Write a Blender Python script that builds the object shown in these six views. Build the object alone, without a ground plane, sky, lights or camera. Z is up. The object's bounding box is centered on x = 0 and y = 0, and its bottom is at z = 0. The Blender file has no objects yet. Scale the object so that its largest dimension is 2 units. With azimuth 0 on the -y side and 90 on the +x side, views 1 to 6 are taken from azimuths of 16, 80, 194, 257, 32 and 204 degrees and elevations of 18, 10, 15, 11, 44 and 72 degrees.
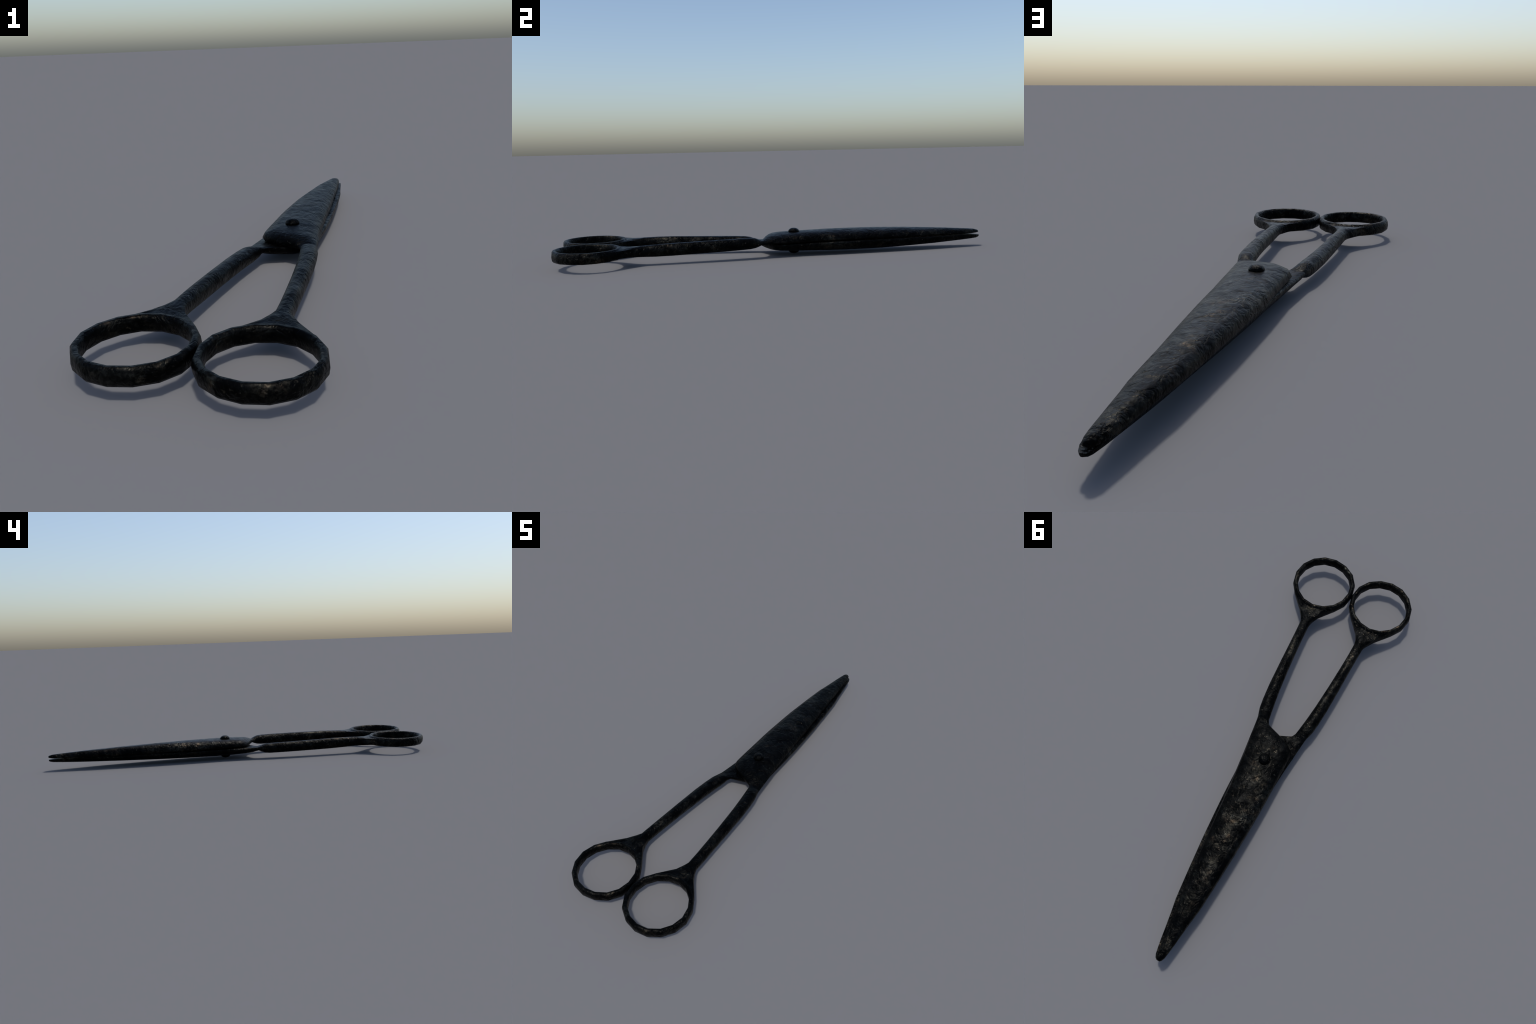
"""Old blackened iron scissors, closed, lying on the rivet head.
Each half = blade + handle (shank) + 16-sided finger ring, one continuous skin; the second
half is the first turned 180 degrees about the long axis of the scissors."""
import bpy, bmesh, math
from mathutils import Vector, Matrix, noise

# ------------------------------------------------------------------ frame
MID_Z = 0.0603                      # height of the plane where the two blades meet
AXIS_ORIGIN = Vector((0.0238, 0.079, MID_Z))
AXIS_TURN = math.atan(0.0257)       # the long axis leans a little off +y

# local frame of a half: s along the axis (ring -> tip), t across (back edge positive), h up
ROT = Matrix(((math.cos(AXIS_TURN), math.sin(AXIS_TURN), 0),
              (-math.sin(AXIS_TURN), math.cos(AXIS_TURN), 0),
              (0, 0, 1)))           # maps (t, s, h) -> world


def to_world(s, t, h, flip):
    if flip:
        t, h = -t, -h
    return AXIS_ORIGIN + ROT @ Vector((t, s, h))


def lerp_table(table, x):
    if x <= table[0][0]:
        return table[0][1]
    for (x0, y0), (x1, y1) in zip(table, table[1:]):
        if x <= x1:
            return y0 + (y1 - y0) * (x - x0) / (x1 - x0)
    return table[-1][1]


# ------------------------------------------------------------------ profiles (metres)
BACK_EDGE = [(-0.700, .1610), (-0.640, .1575), (-0.570, .1540), (-0.465, .1500), (-0.340, .1440),
             (-0.265, .1370), (-0.215, .1300), (-0.180, .1190), (-0.165, .1165), (-0.145, .1140),
             (-0.065, .1050), (0.000, .0975), (0.100, .0880), (0.160, .0820), (0.270, .0750),
             (0.410, .0635), (0.550, .0500), (0.620, .0440), (0.710, .0365), (0.810, .0250),
             (0.880, .0165), (0.904, .0120), (0.915, .0080), (0.921, .0020)]
INNER_EDGE = [(-0.700, .1150), (-0.640, .1130), (-0.560, .1080), (-0.445, .0990), (-0.360, .0910),
              (-0.260, .0780), (-0.179, .0650), (-0.168, .0610), (-0.160, .0500), (-0.152, .0310), (-0.137, -.0080),
              (-0.116, -.0560), (-0.096, -.0820), (-0.073, -.0940), (-0.020, -.0940), (0.100, -.0920),
              (0.170, -.0910), (0.250, -.0880), (0.400, -.0800), (0.550, -.0680), (0.675, -.0570),
              (0.760, -.0425), (0.845, -.0310), (0.902, -.0215), (0.915, -.0155), (0.921, -.0095)]
TOP = [(-0.735, .0230), (-0.680, .0255), (-0.600, .0295), (-0.500, .0320), (-0.400, .0330),
       (-0.300, .0350), (-0.220, .0355), (-0.197, .0330), (-0.180, .0260), (-0.165, .0195),
       (-0.152, .0235), (-0.137, .0305), (-0.116, .0360), (-0.090, .0395), (-0.040, .0425),
       (0.030, .0445), (0.170, .0460), (0.220, .0458), (0.380, .0435), (0.540, .0390),
       (0.700, .0325), (0.820, .0260), (0.895, .0210), (0.912, .0185), (0.921, .0135)]
BOTTOM = [(-0.735, -.0230), (-0.680, -.0260), (-0.600, -.0270), (-0.500, -.0245), (-0.400, -.0220),
          (-0.300, -.0195), (-0.225, -.0175), (-0.197, -.0135), (-0.180, -.0075), (-0.165, -.0002),
          (-0.140, .0020), (0.000, .0018), (0.500, .0016), (0.850, .0016), (0.880, .0024),
          (0.905, .0042), (0.921, .0066)]
STATIONS = [-0.700, -0.640, -0.570, -0.465, -0.340, -0.265, -0.220, -0.197, -0.180, -0.165, -0.159,
            -0.152, -0.137, -0.116, -0.096, -0.073, -0.040, 0.000, 0.050, 0.100, 0.160, 0.220, 0.290,
            0.350, 0.410, 0.480, 0.550, 0.620, 0.680, 0.740, 0.800, 0.845, 0.880, 0.903, 0.915, 0.921]
NECK = -0.165

# unit sections, 12 points: inner edge, five over the top, back edge, five underneath
ROUND_TOP = [(-.90, .52), (-.55, .90), (0, 1), (.55, .90), (.90, .52)]
HEEL_TOP = [(-.91, .56), (-.60, .90), (0, 1), (.55, .90), (.90, .52)]      # by the rivet
BLADE_TOP = [(-.93, .64), (-.64, 1.02), (0, 1.02), (.55, .84), (.90, .47)]   # towards the tip


def section(s):
    """Loop of 12 (t, h) points of a half at station s."""
    a, b = lerp_table(INNER_EDGE, s), lerp_table(BACK_EDGE, s)
    top, bot = lerp_table(TOP, s), lerp_table(BOTTOM, s)
    c, w = (a + b) / 2, (b - a) / 2
    k = min(1.0, max(0.0, (s + 0.19) / 0.06))     # 0 = round shank, 1 = D-shaped blade
    mid = (top + bot) / 2 * (1 - k) + (bot + 0.16 * (top - bot)) * k
    pts = [(a, mid)]
    g = min(1.0, max(0.0, (s - 0.05) / 0.35))
    for (ru, rv), (hu, hv), (bu, bv) in zip(ROUND_TOP, HEEL_TOP, BLADE_TOP):
        bu, bv = hu + (bu - hu) * g, hv + (bv - hv) * g
        u, v = ru + (bu - ru) * k, rv + (bv - rv) * k
        pts.append((c + w * u, mid + (top - mid) * v))
    pts.append((b, mid))
    for ru, rv in reversed(ROUND_TOP):
        v = rv * (1 - k) + k * 1.0
        u = ru * (1 - k) + k * ru * 1.06
        pts.append((c + w * u, mid + (bot - mid) * v))
    return pts


# ------------------------------------------------------------------ finger ring
RING_S, RING_T = -0.9275, 0.1470
RING_R = 0.1365                      # centre line of the ring wall
RING_SIDES = 16
# wall section: (radial, height); rows 0..2 are the outer wall that the shank grows from
WALL = [(.0100, .0155), (.0120, 0), (.0100, -.0155), (.0045, -.0228), (-.0050, -.0228),
        (-.0100, -.0160), (-.0108, 0), (-.0100, .0160), (-.0050, .0228), (.0045, .0228)]


def build_half(flip):
    bm = bmesh.new()
    part = bm.faces.layers.int.new("part")          # 0 ring, 1 handle, 2 blade

    def vert(s, t, h):
        return bm.verts.new(to_world(s, t, h, flip))

    def quad(vs, p):
        f = bm.faces.new(vs)
        f[part] = p
        f.smooth = True
        return f

    # ring: column 0 points at the tip (+s); columns 14..2 (+-45 deg) carry the shank
    cols = []
    for i in range(RING_SIDES):
        a = 2 * math.pi * i / RING_SIDES            # from +s towards +t
        col = []
        for r, h in WALL:
            rr = RING_R + r
            wob = 1 + 0.006 * math.sin(3 * a + 1.3) + 0.004 * math.sin(5 * a)
            col.append(vert(RING_S + rr * math.cos(a) * wob, RING_T + rr * math.sin(a) * wob, h))
        cols.append(col)
    n = len(WALL)
    fan = {14, 15, 0, 1}                            # segments opened for the shank
    for i in range(RING_SIDES):
        j = (i + 1) % RING_SIDES
        for k in range(n):
            m = (k + 1) % n
            if i in fan and k in (0, 1):
                continue
            quad((cols[i][k], cols[i][m], cols[j][m], cols[j][k]), 0)
    # hole boundary in the order of a shank section: inner edge, top row, back edge, bottom row
    order = [14, 15, 0, 1, 2]
    loop = [cols[14][1]] + [cols[c][0] for c in order] + [cols[2][1]] + [cols[c][2] for c in reversed(order)]

    def bridge(l0, l1, p):
        for k in range(12):
            m = (k + 1) % 12
            quad((l0[k], l0[m], l1[m], l1[k]), p)

    # web between ring and shank, concave on both sides
    for s, c, w, top in ((RING_S + 0.170, .1450, .0500, .0205), (RING_S + 0.205, .1410, .0295, .0215)):
        new = []
        spread = [-1, -.93, -.56, 0, .56, .93, 1]
        for k in range(7):
            v = 0 if k in (0, 6) else (.80 if k in (1, 5) else 1.0)
            new.append(vert(s, c + w * spread[k], top * v))
        for k in range(5, 0, -1):
            v = .80 if k in (1, 5) else 1.0
            new.append(vert(s, c + w * spread[k], -top * v))
        bridge(loop, new, 0)
        loop = new
    for s in STATIONS:
        new = [vert(s, t, h) for t, h in section(s)]
        bridge(loop, new, 0 if s <= -0.700 else (1 if s <= NECK + 1e-6 else 2))
        loop = new
    # blunt tip: a strip of quads between two triangles
    f = bm.faces.new((loop[0], loop[1], loop[11])); f[part] = 2; f.smooth = True
    for k in range(1, 5):
        quad((loop[k], loop[k + 1], loop[11 - k], loop[12 - k]), 2)
    f = bm.faces.new((loop[5], loop[6], loop[7])); f[part] = 2; f.smooth = True
    bmesh.ops.recalc_face_normals(bm, faces=bm.faces)
    bm.normal_update()
    return bm


def link(obj, parent):
    bpy.context.scene.collection.objects.link(obj)
    obj.parent = parent


def split_half(bm, parent, mat):
    """Separate the continuous skin into its named parts, keeping the whole body's normals."""
    layer = bm.faces.layers.int["part"]
    whole = bpy.data.meshes.new("whole")
    bm.to_mesh(whole)
    whole.set_sharp_from_angle(angle=math.radians(62))
    corner = [Vector(c.vector) for c in whole.corner_normals]
    bm.faces.ensure_lookup_table()
    for code, name in ((0, "finger_ring"), (1, "handle"), (2, "blade")):
        verts, index, faces, normals = [], {}, [], []
        for f, poly in zip(bm.faces, whole.polygons):
            if f[layer] != code:
                continue
            face = []
            for li in poly.loop_indices:
                vi = whole.loops[li].vertex_index
                if vi not in index:
                    index[vi] = len(verts)
                    verts.append(whole.vertices[vi].co[:])
                face.append(index[vi])
                normals.append(corner[li])
            faces.append(face)
        me = bpy.data.meshes.new(name)
        me.from_pydata(verts, [], faces)
        me.update()
        me.shade_smooth()
        me.normals_split_custom_set(normals)
        me.materials.append(mat)
        link(bpy.data.objects.new(name, me), parent)
    bpy.data.meshes.remove(whole)


# ------------------------------------------------------------------ material
def iron():
    mat = bpy.data.materials.new("blackened_iron")
    mat.use_nodes = True
    nt = mat.node_tree
    nd, ln = nt.nodes, nt.links
    bsdf = nd["Principled BSDF"]
    co = nd.new("ShaderNodeTexCoord")

    def noise_tex(scale, detail=4.0, rough=0.6, distortion=0.0, offset=(0, 0, 0)):
        mp = nd.new("ShaderNodeMapping")
        mp.inputs["Location"].default_value = offset
        ln.new(co.outputs["Object"], mp.inputs["Vector"])
        t = nd.new("ShaderNodeTexNoise")
        t.inputs["Scale"].default_value = scale
        t.inputs["Detail"].default_value = detail
        t.inputs["Roughness"].default_value = rough
        t.inputs["Distortion"].default_value = distortion
        ln.new(mp.outputs["Vector"], t.inputs["Vector"])
        return t.outputs["Fac"]

    def ramp(src, stops):
        r = nd.new("ShaderNodeValToRGB")
        el = r.color_ramp.elements
        while len(el) < len(stops):
            el.new(0.5)
        for e, (p, c) in zip(el, stops):
            e.position = p
            e.color = (*c, 1) if isinstance(c, tuple) else (c, c, c, 1)
        ln.new(src, r.inputs["Fac"])
        return r.outputs["Color"]

    def math_node(op, a, b=None, clamp=False):
        m = nd.new("ShaderNodeMath")
        m.operation = op
        m.use_clamp = clamp
        for sock, v in zip(m.inputs, (a, b)):
            if v is None:
                continue
            if isinstance(v, (int, float)):
                sock.default_value = v
            else:
                ln.new(v, sock)
        return m.outputs[0]

    def mix(fac, a, b):
        m = nd.new("ShaderNodeMix")
        m.data_type = 'RGBA'
        ln.new(fac, m.inputs["Factor"])
        for sock, v in ((m.inputs["A"], a), (m.inputs["B"], b)):
            if isinstance(v, tuple):
                sock.default_value = (*v, 1)
            else:
                ln.new(v, sock)
        return m.outputs["Result"]

    # the flat round the rivet is rubbed smoother than the rest
    far = nd.new("ShaderNodeVectorMath")
    far.operation = 'DISTANCE'
    ln.new(co.outputs["Object"], far.inputs[0])
    far.inputs[1].default_value = (0.025, 0.035, 0.10)
    rough_zone = ramp(math_node('ADD', far.outputs["Value"], math_node('MULTIPLY', noise_tex(14, 3, .6, 0, (1, 7, 3)), .12)),
                      [(0.13, 0.30), (0.27, 1.0)])

    # black scale, slightly varied
    base = ramp(noise_tex(22, 5), [(0.33, (.0014, .0016, .0018)), (0.52, (.0033, .0035, .0036)), (0.72, (.0085, .0088, .0085))])
    # worn patches with brown-grey grains
    patch = ramp(noise_tex(10, 5, .58, .5, (3.1, .7, 1.9)), [(0.46, 0.02), (0.66, 1.0)])
    grain = ramp(noise_tex(75, 5, .72, .2, (.3, 5.2, .1)), [(0.43, 0.05), (0.68, 1.0)])
    wear = math_node('MULTIPLY', math_node('MULTIPLY', patch, grain), rough_zone, True)
    tint = ramp(noise_tex(30, 3, .5, 0, (7, 2, 4)), [(0.35, (.028, .029, .026)), (0.56, (.046, .043, .034)), (0.74, (.105, .078, .054))])
    col = mix(wear, base, tint)
    # single pale specks
    speck = ramp(noise_tex(85, 2, .5, .3, (1.5, 9.0, 2.2)), [(0.64, 0.0), (0.80, 1.0)])
    col = mix(math_node('MULTIPLY', speck, .28), col, (.13, .115, .085))
    ln.new(col, bsdf.inputs["Base Color"])
    rough = ramp(noise_tex(40, 4, .6, 0, (4, 4, 4)), [(0.3, .38), (0.7, .54)])
    ln.new(rough, bsdf.inputs["Roughness"])
    bsdf.inputs["Metallic"].default_value = 1.0     # near-black metal: dark face on, sheen at grazing angles

    # corroded relief: broad dents, flaked plateaus, wandering cracks, fine grain
    dents = math_node('MULTIPLY', noise_tex(11, 3, .5, .3), 0.80)
    calm = ramp(noise_tex(7, 2, .5, 0, (8, 8, 3)), [(0.45, 0.18), (0.66, 1.0)])   # where the scale is rough
    calm = math_node('MULTIPLY', calm, rough_zone)
    flakes = ramp(noise_tex(24, 4, .55, .5, (2, 2, 2)), [(0.42, 0.0), (0.54, 1.0)])
    flakes = math_node('MULTIPLY', math_node('MULTIPLY', flakes, calm), .20)
    ridge = math_node('ABSOLUTE', math_node('SUBTRACT', noise_tex(20, 3, .55, .4, (6, 3, 8)), .5))
    crack = math_node('MULTIPLY', math_node('MINIMUM', math_node('MULTIPLY', ridge, 14.0), 1.0), .06)
    fine = math_node('MULTIPLY', math_node('MULTIPLY', noise_tex(70, 3, .5, .2, (5, 1, 2)), calm), 0.20)
    height = math_node('ADD', math_node('ADD', dents, flakes), math_node('ADD', crack, fine))
    bump = nd.new("ShaderNodeBump")
    bump.inputs["Strength"].default_value = 1.0
    bump.inputs["Distance"].default_value = 0.0145
    ln.new(height, bump.inputs["Height"])
    ln.new(bump.outputs["Normal"], bsdf.inputs["Normal"])
    return mat


# ------------------------------------------------------------------ rivet
def rivet(parent, mat):
    cx, cy = 0.0200, 0.0790
    prof = [(0, .1206), (.0085, .1200), (.0155, .1178), (.0212, .1138), (.0246, .1088), (.0254, .1050),
            (.0240, .1005), (.0120, .0960)]
    prof = prof + [(r, 2 * MID_Z - z) for r, z in reversed(prof)]
    bm = bmesh.new()
    n = 20
    rows = []
    for i, (r, z) in enumerate(prof):
        z = max(z, 0.0)
        if r == 0:
            rows.append([bm.verts.new((cx, cy, z))])
        else:
            row = []
            for k in range(n):
                a = 2 * math.pi * k / n
                q = r * (1 + 0.03 * math.sin(2 * a + i) * (r / .025))
                row.append(bm.verts.new((cx + q * math.cos(a), cy + q * math.sin(a), z)))
            rows.append(row)
    for r0, r1 in zip(rows, rows[1:]):
        for k in range(n):
            m = (k + 1) % n
            if len(r0) == 1:
                f = bm.faces.new((r0[0], r1[k], r1[m]))
            elif len(r1) == 1:
                f = bm.faces.new((r0[k], r1[0], r0[m]))
            else:
                f = bm.faces.new((r0[k], r1[k], r1[m], r0[m]))
            f.smooth = True
    bmesh.ops.recalc_face_normals(bm, faces=bm.faces)
    me = bpy.data.meshes.new("rivet")
    bm.to_mesh(me)
    bm.free()
    me.materials.append(mat)
    link(bpy.data.objects.new("rivet", me), parent)


root = bpy.data.objects.new("scissors", None)
root["label"] = "closed long-bladed antique scissors of corroded black iron"
root["category"] = "scissors"
bpy.context.scene.collection.objects.link(root)
MAT = iron()
for flip in (False, True):
    bm = build_half(flip)
    split_half(bm, root, MAT)
    bm.free()
rivet(root, MAT)
